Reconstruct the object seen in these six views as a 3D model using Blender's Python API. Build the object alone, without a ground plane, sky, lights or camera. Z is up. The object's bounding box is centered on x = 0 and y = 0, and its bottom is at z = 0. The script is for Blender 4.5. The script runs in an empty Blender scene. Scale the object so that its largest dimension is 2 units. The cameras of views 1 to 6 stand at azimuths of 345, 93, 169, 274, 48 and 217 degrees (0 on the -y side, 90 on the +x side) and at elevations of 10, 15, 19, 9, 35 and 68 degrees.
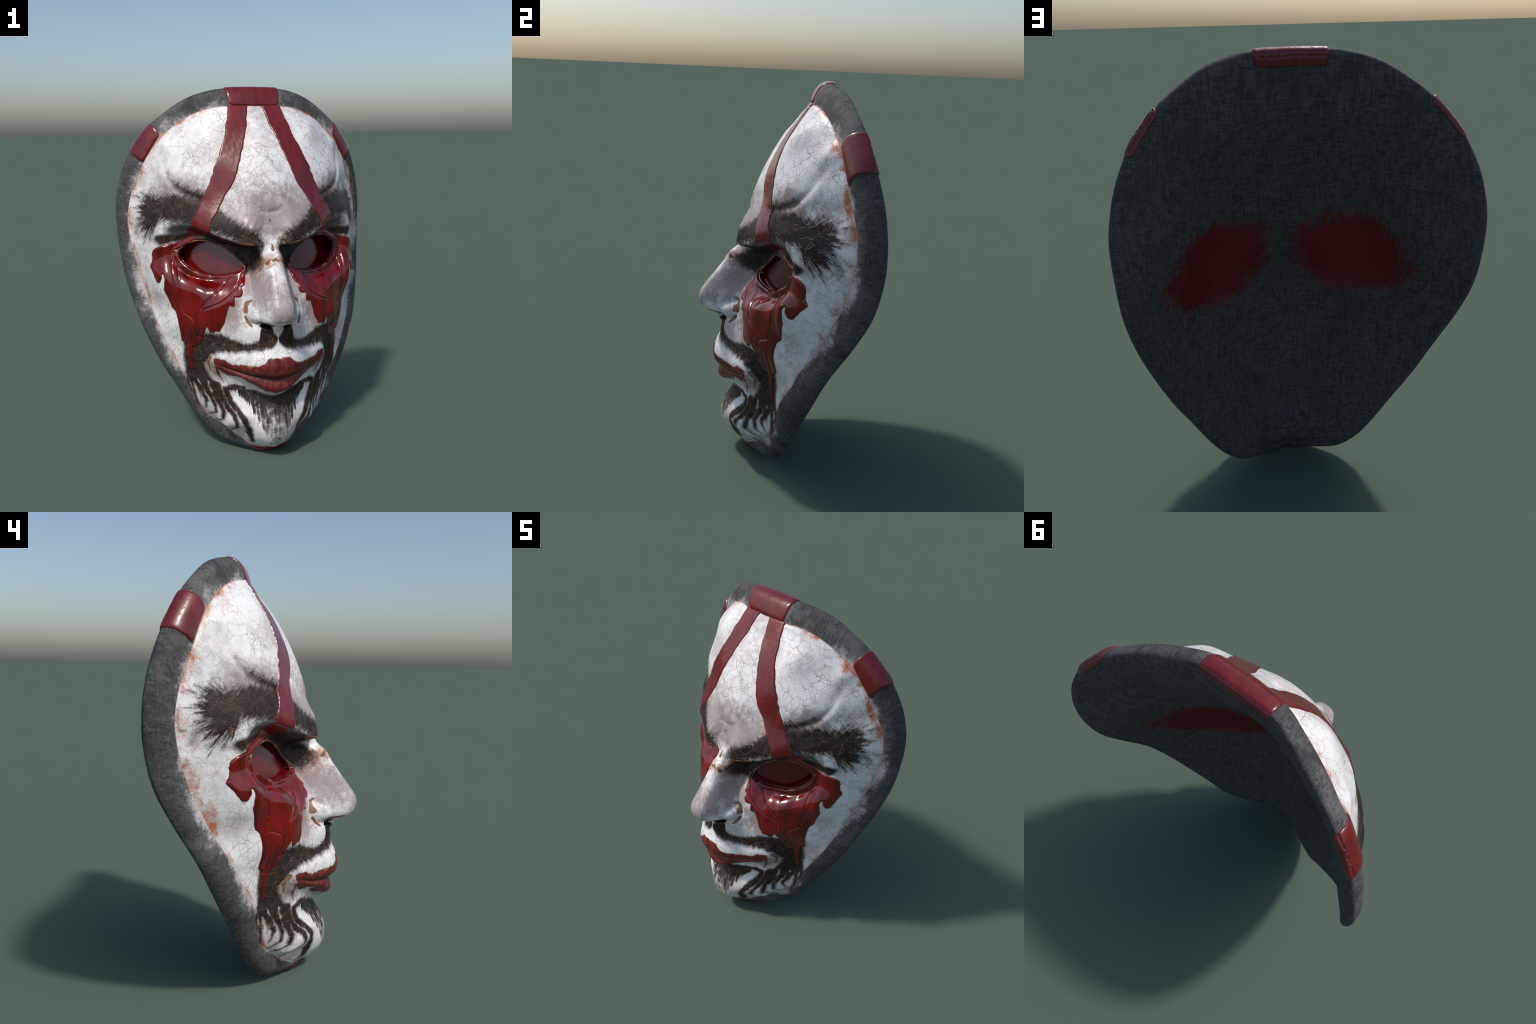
import bpy, math
import numpy as np

# ---------------------------------------------------------------- helpers
def sstep(a, b, x):
    t = np.clip((x - a) / (b - a), 0.0, 1.0)
    return t * t * (3 - 2 * t)

def gauss(d, w):
    return np.exp(-(d / w) ** 2)

def smin(a, b, k):
    h = np.clip(0.5 + 0.5 * (b - a) / k, 0, 1)
    return b + (a - b) * h - k * h * (1 - h)

def curve1(pts):
    """Monotone-ish cubic through (position, value) pairs; returns a function."""
    p = np.array(sorted(pts), float)
    X, Y = p[:, 0], p[:, 1]
    d = np.diff(Y) / np.diff(X)
    m = np.empty(len(X))
    m[0], m[-1] = d[0], d[-1]
    for i in range(1, len(X) - 1):
        m[i] = 0 if d[i - 1] * d[i] <= 0 else 2 * d[i - 1] * d[i] / (d[i - 1] + d[i])
    def f(q):
        q = np.clip(q, X[0], X[-1])
        i = np.clip(np.searchsorted(X, q) - 1, 0, len(X) - 2)
        h = X[i + 1] - X[i]
        t = (q - X[i]) / h
        return ((2 * t**3 - 3 * t**2 + 1) * Y[i] + (t**3 - 2 * t**2 + t) * h * m[i]
                + (-2 * t**3 + 3 * t**2) * Y[i + 1] + (t**3 - t**2) * h * m[i + 1])
    return f

def even(pts):
    """Same, for a function of |x|: mirrored so that it is flat across the middle."""
    return curve1(list(pts) + [(-a, v) for a, v in pts if a > 0])

class Sheet:
    """Thin-plate surface y(x, z) through control points of one half, mirrored in x."""
    def __init__(self, pts, lam=2e-5):
        p = np.array(pts, float)
        m = p[p[:, 0] > 1e-6] * [-1, 1, 1]
        p = np.vstack([p, m])
        self.c = p[:, [0, 2]]
        n = len(p)
        K = self.k(self.c) + lam * np.eye(n)
        Q = np.column_stack([np.ones(n), self.c])
        A = np.block([[K, Q], [Q.T, np.zeros((3, 3))]])
        self.w = np.linalg.solve(A, np.concatenate([p[:, 1], np.zeros(3)]))
    def k(self, q):
        d2 = ((q[:, None, :] - self.c[None]) ** 2).sum(2)
        return 0.5 * d2 * np.log(d2 + 1e-12)
    def __call__(self, x, z):
        s = np.shape(x)
        q = np.column_stack([np.abs(np.ravel(x)), np.ravel(z)])
        out = np.empty(len(q))
        for a in range(0, len(q), 20000):
            b = q[a:a + 20000]
            out[a:a + 20000] = self.k(b) @ self.w[:-3] + self.w[-3] + b @ self.w[-2:]
        return out.reshape(s)

def seg_dist(x, z, pts):
    """Distance to a polyline in (x, z) and the position 0..1 along it."""
    best = np.full(np.shape(x), 9.0); pos = np.zeros(np.shape(x)); n = len(pts) - 1
    for i in range(n):
        (x0, z0), (x1, z1) = pts[i], pts[i + 1]
        dx, dz = x1 - x0, z1 - z0
        t = np.clip(((x - x0) * dx + (z - z0) * dz) / (dx * dx + dz * dz), 0, 1)
        d = np.hypot(x - x0 - t * dx, z - z0 - t * dz)
        pos = np.where(d < best, (i + t) / n, pos); best = np.minimum(best, d)
    return best, pos

def catmull(pts, n):
    """Smooth polyline with n samples per span through the control points."""
    P = np.array(pts, float)
    P = np.vstack([2 * P[0] - P[1], P, 2 * P[-1] - P[-2]])
    out = []
    for i in range(1, len(P) - 2):
        for t in np.arange(n) / n:
            a, b, c, d = P[i - 1:i + 3]
            out.append(0.5 * (2 * b + (c - a) * t + (2 * a - 5 * b + 4 * c - d) * t**2 + (-a + 3 * b - 3 * c + d) * t**3))
    return np.array(out + [P[-2]])

def vnoise(x, z, scale, seed):
    """Smooth value noise, -1..1."""
    r = np.random.default_rng(seed).uniform(-1, 1, (64, 64))
    u, v = x * scale + 100.3, z * scale + 100.7
    i, j = np.floor(u).astype(int), np.floor(v).astype(int)
    fu, fv = u - i, v - j
    fu, fv = fu * fu * (3 - 2 * fu), fv * fv * (3 - 2 * fv)
    g = lambda a, b: r[(i + a) % 64, (j + b) % 64]
    return (g(0, 0) * (1 - fu) + g(1, 0) * fu) * (1 - fv) + (g(0, 1) * (1 - fu) + g(1, 1) * fu) * fv

# ---------------------------------------------------------------- rim curves, (x, y, z), top centre round to bottom centre
FRONT = [(0, .094, 1.892), (.145, .104, 1.891), (.239, .137, 1.880), (.325, .168, 1.852), (.392, .193, 1.816), (.458, .220, 1.766), (.510, .236, 1.728),
         (.559, .256, 1.650), (.599, .272, 1.578), (.640, .299, 1.474), (.665, .314, 1.414), (.686, .326, 1.312), (.687, .322, 1.222), (.674, .305, 1.130),
         (.656, .283, 1.042), (.638, .257, .973), (.599, .191, .824), (.564, .113, .692), (.530, .081, .604), (.498, .048, .538), (.458, .021, .459),
         (.422, .013, .385), (.395, .004, .306), (.354, -.012, .234), (.237, -.069, .141), (.167, -.115, .088), (.120, -.150, .060), (.06, -.175, .042), (0, -.182, .037)]
REAR = [(0, .205, 1.992), (.148, .206, 1.988), (.240, .232, 1.975), (.336, .268, 1.944), (.431, .300, 1.889), (.530, .337, 1.812), (.596, .362, 1.739),
        (.655, .390, 1.655), (.707, .422, 1.535), (.733, .440, 1.430), (.746, .448, 1.330), (.742, .446, 1.200), (.728, .412, 1.030), (.698, .340, .870),
        (.645, .246, .690), (.562, .175, .495), (.486, .133, .362), (.400, .088, .213), (.333, .064, .124), (.260, .024, .055), (.200, -.008, .028), (.10, -.064, .008), (0, -.105, .006)]
CX, CZ = 0.0, 0.98

def rim_table(pts, n=4000):
    P = catmull(pts, 60)
    P[:, 0] = np.maximum(P[:, 0], 0)
    a = np.arctan2(P[:, 0], P[:, 2] - CZ)
    a[0], a[-1] = 0, math.pi
    o = np.argsort(a)
    return a[o], P[o]

FA, FP = rim_table(FRONT)
RA, RP = rim_table(REAR)

def rim_at(t, A, P):
    """Point on a rim curve at signed angle t (0 = top, pi = bottom)."""
    s = np.abs(t)
    out = np.stack([np.interp(s, A, P[:, k]) for k in range(3)], -1)
    out[..., 0] *= np.sign(t) + (t == 0)
    return out

# ---------------------------------------------------------------- the face relief
rim_ctrl = [FP[i] for i in np.linspace(0, len(FP) - 1, 60).astype(int)]

fore_ctrl = rim_ctrl + [
    # centre line
    (0, .046, 1.835), (0, -.024, 1.745), (0, -.082, 1.648), (0, -.130, 1.550), (0, -.164, 1.455), (0, -.184, 1.375), (0, -.186, 1.320), (0, -.200, 1.260), (0, -.212, 1.20), (0, -.235, 1.155), (0, -.26, 1.10),
    # under the two straps
    (.058, .040, 1.809), (.082, -.015, 1.734), (.111, -.060, 1.650), (.136, -.089, 1.585), (.163, -.107, 1.513), (.191, -.108, 1.461), (.217, -.110, 1.422), (.244, -.119, 1.377), (.273, -.129, 1.333), (.306, -.136, 1.275),
    (.168, .049, 1.810), (.190, .004, 1.736), (.225, -.034, 1.651), (.259, -.054, 1.572), (.285, -.059, 1.507), (.328, -.060, 1.416), (.332, -.058, 1.402), (.361, -.065, 1.350), (.393, -.055, 1.273),
    # temple and brow
    (.330, .004, 1.622), (.30, .045, 1.76), (.42, .10, 1.66), (.503, .187, 1.690), (.499, .158, 1.612), (.488, .098, 1.514), (.433, .027, 1.436), (.40, .01, 1.53),
    (.603, .245, 1.445), (.649, .291, 1.412), (.659, .287, 1.323), (.653, .269, 1.193), (.611, .194, 1.181), (.557, .083, 1.207), (.57, .175, 1.38), (.48, .020, 1.33), (.49, .022, 1.26), (.56, .105, 1.29), (.61, .20, 1.30),
    (.09, -.244, 1.195), (.15, -.226, 1.20), (.20, -.198, 1.212), (.10, -.234, 1.26), (.20, -.184, 1.28), (.05, -.212, 1.23), (.12, -.172, 1.38), (.05, -.226, 1.18), (.08, -.165, 1.45), (.10, -.248, 1.13), (.22, -.185, 1.16), (.32, -.12, 1.20), (.42, -.012, 1.205), (.5, .048, 1.18)]

low_ctrl = [p for p in rim_ctrl if p[2] < 1.45] + [
    (.653, .269, 1.193), (.611, .194, 1.181), (.659, .287, 1.323), (.568, .098, 1.138), (.557, .083, 1.207), (.57, .13, 1.29),
    (.10, -.14, 1.20), (.20, -.075, 1.20), (.30, -.025, 1.20), (.40, .020, 1.21), (.48, .055, 1.20),
    (.12, -.088, 1.12), (.20, -.054, 1.12), (.30, -.014, 1.12), (.40, .028, 1.13), (.46, .055, 1.12),
    (.111, -.119, 1.055), (.20, -.085, 1.04), (.30, -.040, 1.04), (.40, .0, 1.05), (.46, .042, 1.06), (.54, .065, 1.06),
    (.13, -.145, 1.0), (.20, -.112, .995), (.30, -.055, .985), (.40, -.018, .995), (.46, .010, 1.01), (.544, .032, 1.002),
    (.145, -.183, .959), (.22, -.150, .94), (.30, -.117, .93), (.38, -.085, .935), (.45, -.030, .95), (.561, .056, .952), (.60, .145, .95), (.58, .108, .89),
    (.209, -.190, .850), (.225, -.185, .877), (.32, -.145, .87), (.42, -.062, .87), (.50, .006, .87), (.495, .014, .829), (.55, .085, .82),
    (.20, -.200, .77), (.28, -.170, .76), (.357, -.130, .75), (.44, -.045, .75), (.50, .02, .72), (.309, -.149, .703), (.362, -.092, .678), (.43, -.010, .62), (.384, -.052, .609),
    (.407, -.012, .467), (.324, -.120, .60), (.308, -.150, .545), (.256, -.152, .425), (.253, -.146, .350), (.213, -.172, .369), (.245, -.157, .393), (.176, -.238, .238), (.28, -.115, .25), (.34, -.066, .32), (.33, -.085, .42), (.35, -.08, .53),
    (.187, -.215, .475), (.187, -.19, .40), (.082, -.302, .706), (.130, -.274, .740), (.15, -.250, .66), (.23, -.200, .68), (.12, -.265, .56), (.2, -.215, .58),
    (0, -.13, 1.15), (0, -.16, 1.0), (0, -.22, .85), (0, -.30, .76),
    (0, -.325, .69), (0, -.312, .62), (0, -.290, .54), (0, -.268, .45), (0, -.242, .385), (0, -.240, .352), (0, -.264, .316), (0, -.286, .282), (0, -.307, .233), (0, -.312, .190), (0, -.302, .138), (0, -.277, .092), (0, -.237, .058), (0, -.20, .037),
    (.10, -.222, .38), (.10, -.228, .345), (.10, -.268, .24), (.10, -.272, .19), (.10, -.242, .12), (.10, -.190, .075), (.17, -.178, .15), (.21, -.115, .14), (.18, -.21, .30), (.25, -.13, .17)]

fore, low = Sheet(fore_ctrl), Sheet(low_ctrl)

brow_line = even([(0, 1.14), (.05, 1.158), (.10, 1.160), (.20, 1.176), (.30, 1.220), (.39, 1.252), (.46, 1.248), (.56, 1.19), (.75, 1.16)])
brow_soft = even([(0, .045), (.05, .026), (.10, .020), (.38, .019), (.48, .035), (.6, .08), (.75, .08)])

nose_ridge = curve1([(1.34, .30), (1.27, -.02), (1.21, -.165), (1.165, -.228), (1.145, -.240), (1.104, -.287), (1.055, -.320), (.985, -.371), (.915, -.423), (.880, -.444), (.853, -.449), (.820, -.441),
                     (.793, -.411), (.767, -.362), (.738, -.328), (.70, -.28), (.64, -.18), (.60, -.05)])
nose_half = curve1([(1.25, .05), (1.16, .058), (1.10, .082), (1.05, .094), (.95, .106), (.88, .118), (.83, .122), (.79, .122), (.76, .118), (.70, .10)])
nose_sect = even([(0, 0), (.2, .012), (.38, .06), (.58, .26), (.78, .58), (1.0, 1.0), (1.4, 1.9), (3, 5.5)])
nose_deep = curve1([(1.25, .10), (1.16, .10), (1.05, .19), (.95, .20), (.86, .205), (.79, .17), (.75, .10), (.60, .08)])

lip_prof = curve1([(-.30, 0), (-.130, 0), (-.112, -.002), (-.098, -.010), (-.092, -.050), (-.082, -.072), (-.060, -.080), (-.028, -.066), (-.008, -.052), (0, -.045), (.010, -.054), (.035, -.071),
                   (.070, -.070), (.108, -.056), (.147, -.030), (.185, -.006), (.22, 0), (.4, 0)])
mouth_line = even([(0, .474), (.05, .481), (.10, .491), (.16, .500), (.216, .514), (.27, .532), (.31, .548), (.36, .56), (.8, .6)])
upper_amp = even([(0, .97), (.04, 1.04), (.09, 1.03), (.14, .86), (.20, .55), (.26, .30), (.30, .12), (.335, 0), (1, 0)])
lower_amp = even([(0, 1), (.05, .97), (.10, .82), (.15, .55), (.20, .36), (.26, .25), (.30, .12), (.335, 0), (1, 0)])
lip_tall = even([(0, 1), (.05, .93), (.10, .70), (.15, .46), (.19, .33), (.3, .28), (1, .28)])
upper_tall = even([(0, 1), (.1, .92), (.2, .72), (.3, .5), (1, .5)])

def eye_edge(n=160):
    """Almond eye opening, a closed loop in (x, z), on the +x side."""
    pts = [(.455, 1.098), (.435, 1.140), (.39, 1.172), (.335, 1.182), (.27, 1.170), (.20, 1.132), (.15, 1.082), (.126, 1.036), (.16, 1.012), (.22, .998), (.30, .993), (.37, 1.012), (.425, 1.050)]
    P = np.array(pts + pts[:3])
    return catmull(np.vstack([pts[-2:], P]), 12)[24:-24]

EYE = eye_edge()
EYE = EYE[:-1] if np.allclose(EYE[0], EYE[-1]) else EYE

def loop_sdf(x, z, loop):
    """Signed distance to a closed loop, positive inside."""
    d = np.full(np.shape(x), 9.0); inside = np.zeros(np.shape(x), bool)
    n = len(loop)
    for i in range(n):
        (x0, z0), (x1, z1) = loop[i], loop[(i + 1) % n]
        dx, dz = x1 - x0, z1 - z0
        t = np.clip(((x - x0) * dx + (z - z0) * dz) / (dx * dx + dz * dz + 1e-15), 0, 1)
        d = np.minimum(d, np.hypot(x - x0 - t * dx, z - z0 - t * dz))
        if abs(dz) > 1e-12:
            c = ((z0 <= z) != (z1 <= z)) & (x < x0 + (z - z0) / dz * dx)
            inside ^= c
    return np.where(inside, d, -d)

def face_y(x, z):
    """Front surface of the mask: the smaller y is nearer the viewer in front."""
    ax = np.abs(x)
    y1, y2 = fore(ax, z), low(ax, z)
    # lips over the mouth mound
    d = (z - mouth_line(ax))
    up = d > 0
    d = np.where(up, d / upper_tall(ax), d / lip_tall(ax))
    y2 = y2 + (lower_amp(ax) + (upper_amp(ax) - lower_amp(ax)) * sstep(-.006, .006, d)) * lip_prof(d)
    # fold outside the mouth corner
    dist, pos = seg_dist(ax, z, [(.322, .585), (.335, .545), (.318, .49), (.29, .43)])
    y2 = y2 + .014 * gauss(dist, .010) * np.sin(np.pi * np.clip(pos * .9 + .1, 0, 1))
    dist, pos = seg_dist(ax, z, [(.300, .60), (.318, .56), (.300, .50)])
    y2 = y2 - .012 * gauss(dist, .02)
    # nose
    k = nose_ridge(z) + nose_deep(z) * nose_sect(ax / nose_half(z))
    rr = ((ax - .096) / .056) ** 2 + ((z - .815) / .060) ** 2
    k = smin(k, -.318 + .085 * rr, .03)
    y2 = smin(y2, k, .022)
    # crease round the nose wing
    dist, pos = seg_dist(ax, z, [(.117, .885), (.140, .865), (.152, .83), (.148, .79), (.132, .762)])
    y2 = y2 + .014 * gauss(dist, .008) * np.sin(np.pi * np.clip(pos, 0.08, .95))
    # nostrils
    y2 = y2 + .060 * np.exp(-((ax - .054) / .030) ** 4 - ((z - .766) / .016) ** 4)
    # eyelid rim round the opening
    s = loop_sdf(ax, z, EYE[::4]) if np.size(x) else 0
    y2 = y2 - .006 * gauss(s, .014) + .004 * gauss(s + .035, .016)
    # swollen bag under the eye, with a hollow between it and the lid
    dist, pos = seg_dist(ax, z, [(.51, 1.03), (.45, .955), (.37, .92), (.28, .915), (.20, .945)])
    y2 = y2 - .005 * gauss(dist, .030) * np.sin(np.pi * np.clip(pos, .06, .94))
    dist, pos = seg_dist(ax, z, [(.48, 1.05), (.40, .985), (.30, .962), (.20, .982)])
    y2 = y2 + .010 * gauss(dist, .018) * np.sin(np.pi * np.clip(pos, .06, .94))
    # brow shelf: the forehead sheet ends along the brow line
    w = brow_soft(ax)
    b = sstep(-1, 1, (z - brow_line(ax)) / w)
    y = y2 + (y1 - y2) * b
    y = y + (smin(y, k, .02) - y) * sstep(1.04, 1.12, z) * (1 - sstep(.16, .2, ax))
    # groove round the raised centre of the forehead
    dist, pos = seg_dist(ax, z, [(0, 1.338), (.04, 1.345), (.08, 1.372), (.105, 1.42), (.12, 1.50)])
    y = y + .006 * gauss(dist, .013) * (1 - pos) - .003 * np.exp(-(ax / .07) ** 2 - ((z - 1.385) / .05) ** 2)
    # temple crease and the fold below it
    dist, pos = seg_dist(ax, z, [(.505, 1.72), (.502, 1.62), (.488, 1.52), (.445, 1.445), (.38, 1.415), (.30, 1.405)])
    y = y + .008 * gauss(dist, .016) * np.sin(np.pi * np.clip(pos * .85 + .08, 0, 1))
    dist, pos = seg_dist(ax, z, [(.52, 1.60), (.508, 1.50), (.46, 1.42), (.40, 1.385), (.34, 1.375)])
    y = y - .005 * gauss(dist, .018) * np.sin(np.pi * np.clip(pos * .9 + .05, 0, 1))
    # frown wrinkles on the inner brow
    ph = (ax * .8 + (z - 1.25) * .55) * 2 * math.pi / .034
    y = y + .0022 * np.sin(ph) * np.exp(-((ax - .12) / .06) ** 2 - ((z - 1.26) / .045) ** 2)
    return y

back_ctrl = [RP[i] * [.965, 1, 1] + [0, -.001, (CZ - RP[i][2]) * .035] for i in np.linspace(0, len(RP) - 1, 50).astype(int)] + [
    (0, .172, 1.80), (0, .110, 1.62), (0, .017, 1.42), (0, -.072, 1.20), (.145, -.055, 1.111), (0, -.13, 1.0), (0, -.125, .8), (0, -.108, .6), (0, -.092, .4), (0, -.08, .2), (0, -.09, .05),
    (.30, .218, 1.70), (.35, .146, 1.45), (.35, .078, 1.2), (.35, .026, 1.0), (.3, -.015, .8), (.25, -.035, .6), (.2, -.035, .35), (.55, .315, 1.45), (.56, .290, 1.2), (.53, .198, .95), (.51, .150, .78), (.42, .07, .65), (.3, .03, .35)]
back = Sheet(back_ctrl, 1e-5)

# ---------------------------------------------------------------- mesh building
def new_object(name, verts, faces, mat, parent, smooth=True):
    me = bpy.data.meshes.new(name)
    me.from_pydata(verts.tolist() if hasattr(verts, "tolist") else verts, [], faces.tolist() if hasattr(faces, "tolist") else faces)
    me.update()
    if smooth:
        me.polygons.foreach_set("use_smooth", [True] * len(me.polygons))
    ob = bpy.data.objects.new(name, me)
    bpy.context.scene.collection.objects.link(ob)
    ob.parent = parent
    me.materials.append(mat)
    return ob

def vertex_normals(V, Q):
    n = np.cross(V[Q[:, 2]] - V[Q[:, 0]], V[Q[:, 3]] - V[Q[:, 1]])
    N = np.zeros_like(V)
    for k in range(4):
        np.add.at(N, Q[:, k], n)
    return N / (np.linalg.norm(N, axis=1, keepdims=True) + 1e-12)

def split_part(name, V, N, Q, keep, mat, parent):
    """One region of a bigger surface as its own mesh, keeping the whole surface's normals."""
    q = Q[keep]
    used, inv = np.unique(q, return_inverse=True)
    ob = new_object(name, V[used], inv.reshape(q.shape), mat, parent)
    ob.data.normals_split_custom_set_from_vertices(N[used].tolist())
    return ob

NT, NS = 1200, 300
T = (np.arange(NT) + .5) / NT * 2 * math.pi - math.pi

def ring_grid(rows, nt):
    """Quads between consecutive rings of nt points."""
    i = np.arange(rows - 1)[:, None] * nt
    j = np.arange(nt)[None]
    k = (j + 1) % nt
    return np.stack([i + j, i + k, i + nt + k, i + nt + j], -1).reshape(-1, 4)

# ---------------------------------------------------------------- assemble
def build(mats):
    root = bpy.data.objects.new("face_mask", None)
    bpy.context.scene.collection.objects.link(root)
    root["label"] = "cracked white war mask with painted beard and dripping blood"
    root["category"] = "face mask"

    # ---- front of the face: rings from the middle of the nose out to the rim
    S = np.concatenate([[.0004], np.linspace(0, 1, NS + 1)[1:]])
    F = rim_at(T, FA, FP)
    X = CX + S[:, None] * (F[None, :, 0] - CX)
    Z = CZ + S[:, None] * (F[None, :, 2] - CZ)
    half = NT // 2
    Xr, Zr = X[:, half:].ravel(), Z[:, half:].ravel()
    Q = ring_grid(NS + 1, NT)
    # cut the eye openings and pull the cut edge on to the eye outline
    loop = np.vstack([EYE, EYE[:1]])
    fx, fz = X.ravel()[Q].mean(1), Z.ravel()[Q].mean(1)
    near = (np.abs(np.abs(fx) - .29) < .20) & (np.abs(fz - 1.09) < .13)
    ins = np.zeros(len(Q), bool)
    ins[near] = loop_sdf(np.abs(fx[near]), fz[near], EYE) > 0
    edge = np.intersect1d(np.unique(Q[ins]), np.unique(Q[~ins]))
    px, pz = X.ravel().copy(), Z.ravel().copy()
    dense = catmull(loop, 12)
    d = (np.abs(px[edge])[:, None] - dense[None, :, 0]) ** 2 + (pz[edge][:, None] - dense[None, :, 1]) ** 2
    j = d.argmin(1)
    px[edge], pz[edge] = np.sign(px[edge]) * dense[j, 0], dense[j, 1]
    X, Z = px.reshape(X.shape), pz.reshape(Z.shape)
    Yr = face_y(X[:, half:], Z[:, half:])
    Y = np.concatenate([Yr[:, ::-1], Yr], 1)
    w = sstep(.985, 1.0, S)[:, None]
    Y = Y * (1 - w) + F[None, :, 1] * w
    V = np.stack([X, Y, Z], -1).reshape(-1, 3)
    Qk = Q[~ins]
    N = vertex_normals(V, Qk)
    c = V[Qk].mean(1)
    ax, cz = np.abs(c[:, 0]), c[:, 2]
    bl = brow_line(ax)
    nose_w = np.where(cz > .9, nose_half(cz) * 1.0, .158)
    kind = np.full(len(Qk), "cheek", dtype=object)
    kind[cz > bl] = "forehead"
    kind[(cz > bl) & (cz < bl + .16 - .5 * np.maximum(ax - .3, 0)) & (ax > .05)] = "brow"
    kind[(cz < .40 - .1 * ax) & (ax < .42)] = "chin"
    ml = mouth_line(ax)
    kind[(ax < .31) & (cz <= ml) & (cz > ml - .105 * lip_tall(ax))] = "lower_lip"
    kind[(ax < .31) & (cz > ml) & (cz < ml + .115 * upper_tall(ax))] = "upper_lip"
    kind[(ax < nose_w) & (cz > .755) & (cz < 1.17) & (cz <= np.maximum(bl, 1.16))] = "nose"
    for name in ("forehead", "brow", "cheek", "nose", "upper_lip", "lower_lip", "chin"):
        k = kind == name
        if name in ("brow", "cheek"):
            for sgn in (-1, 1):
                split_part(name, V, N, Qk, k & ((c[:, 0] >= 0) == (sgn > 0)), mats["face"], root)
        else:
            split_part(name, V, N, Qk, k, mats["face"], root)

    # ---- padded rim and lining
    Fp, Bp = F, rim_at(T, RA, RP)
    rad = Bp[:, [0, 2]] - [CX, CZ]
    rad /= np.linalg.norm(rad, axis=1, keepdims=True)
    n3 = np.stack([rad[:, 0], 0 * rad[:, 0], rad[:, 1]], -1)
    O = Bp - [0, .020, 0]
    R = Bp - n3 * .022
    c1 = Fp + (O - Fp) * [.72, .20, .72]
    c2 = O - (O - Fp) * [0, .50, 0]
    bez = lambda a, b, c_, d, t: ((1 - t) ** 3)[:, None, None] * a + (3 * t * (1 - t) ** 2)[:, None, None] * b + (3 * t * t * (1 - t))[:, None, None] * c_ + (t ** 3)[:, None, None] * d
    A1 = bez(Fp, c1, c2, O, np.linspace(0, 1, 40))
    A2 = bez(O, O + [0, .012, 0], R + n3 * .012, R, np.linspace(0, 1, 10)[1:])
    NB = 150
    sb = np.linspace(1, .002, NB)[1:]
    BX, BZ = CX + sb[:, None] * (R[None, :, 0] - CX), CZ + sb[:, None] * (R[None, :, 2] - CZ)
    BYr = back(BX[:, half:], BZ[:, half:])
    BY = np.concatenate([BYr[:, ::-1], BYr], 1)
    w = sstep(.955, 1.0, sb)[:, None]
    BY = BY * (1 - w) + R[None, :, 1] * w
    A3 = np.stack([BX, BY, BZ], -1)
    G = np.concatenate([A1, A2, A3])
    rows = len(G)
    GV = G.reshape(-1, 3)
    GQ = ring_grid(rows, NT)[:, ::-1]
    GQ = GQ[:, ::-1]
    GN = vertex_normals(GV, GQ)
    row_of = GQ[:, 0] // NT
    nr = len(A1) + 3
    split_part("rim", GV, GN, GQ, row_of < nr, mats["cloth"], root)
    split_part("lining", GV, GN, GQ, row_of >= nr, mats["lining"], root)
    GN3 = GN.reshape(G.shape)

    # ---- straps bound round the rim
    def rim_strap(name, t0, t1, row1, thick, seed):
        nt, nv = 160, 120
        tt = np.linspace(t0 - .012, t1 + .012, nt)
        vv = np.linspace(0, row1 + 3, nv)
        ti = (tt + math.pi) / (2 * math.pi) * NT - .5
        def samp(A, r, tcol):
            r0 = np.clip(np.floor(r).astype(int), 0, rows - 2); fr = (r - r0)[:, None, None]
            c0 = np.floor(tcol).astype(int); fc = (tcol - c0)[None, :, None]
            g = lambda a, b: A[(r0 + a)[:, None], (c0 + b)[None, :] % NT]
            return (g(0, 0) * (1 - fr) + g(1, 0) * fr) * (1 - fc) + (g(0, 1) * (1 - fr) + g(1, 1) * fr) * fc
        P, Nn = samp(G, vv, ti), samp(GN3, vv, ti)
        Nn /= np.linalg.norm(Nn, axis=-1, keepdims=True) + 1e-9
        al = np.concatenate([np.zeros((nv, 1)), np.cumsum(np.linalg.norm(np.diff(P, axis=1), axis=-1), 1)], 1)
        al = al - al[:, -1:] / 2
        be = np.concatenate([np.zeros((1, nt)), np.cumsum(np.linalg.norm(np.diff(P, axis=0), axis=-1), 0)], 0)
        hw = (al[:, -1:] * (t1 - t0) / (t1 - t0 + .024))
        hb = be[-1:, :] / 2 - .003
        wob = .003 * vnoise(al, be, 28, seed)
        qx, qz = np.abs(al) - hw + wob + .022, np.abs(be - hb) - hb + wob + .022
        sd = .022 - (np.hypot(np.maximum(qx, 0), np.maximum(qz, 0)) + np.minimum(np.maximum(qx, qz), 0))
        e = np.clip(sd / .016, 0, 1)
        h = np.where(sd > 0, thick * np.sqrt(1 - (1 - e) ** 2) , -.004)
        h = h + (sd > 0) * .0003 * vnoise(al, be, 60, seed + 1)
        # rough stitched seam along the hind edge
        seam = gauss(be - be[-1:] * .80, .004) * (vnoise(al, be, 90, seed + 2) > -.1)
        h = h - .004 * seam * (sd > .006)
        Vs = (P + Nn * h[..., None]).reshape(-1, 3)
        i = np.arange(nv - 1)[:, None] * nt; j = np.arange(nt - 1)[None]
        q = np.stack([i + j, i + j + 1, i + nt + j + 1, i + nt + j], -1).reshape(-1, 4)
        ok = (sd.ravel()[q] > -.006).any(1)
        q = q[ok]
        used, inv = np.unique(q, return_inverse=True)
        return new_object(name, Vs[used], inv.reshape(q.shape), mats["strap"], root)
    nb = len(A1) + len(A2)
    rim_strap("rim_strap", -.150, .150, nb + 4, .0065, 3)
    rim_strap("rim_strap", .580, .778, nb - 2, .0065, 5)
    rim_strap("rim_strap", -.778, -.580, nb - 2, .0065, 6)
    rim_strap("rim_strap", math.pi - .105, math.pi + .105, len(A1) - 3, .008, 7)

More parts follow.
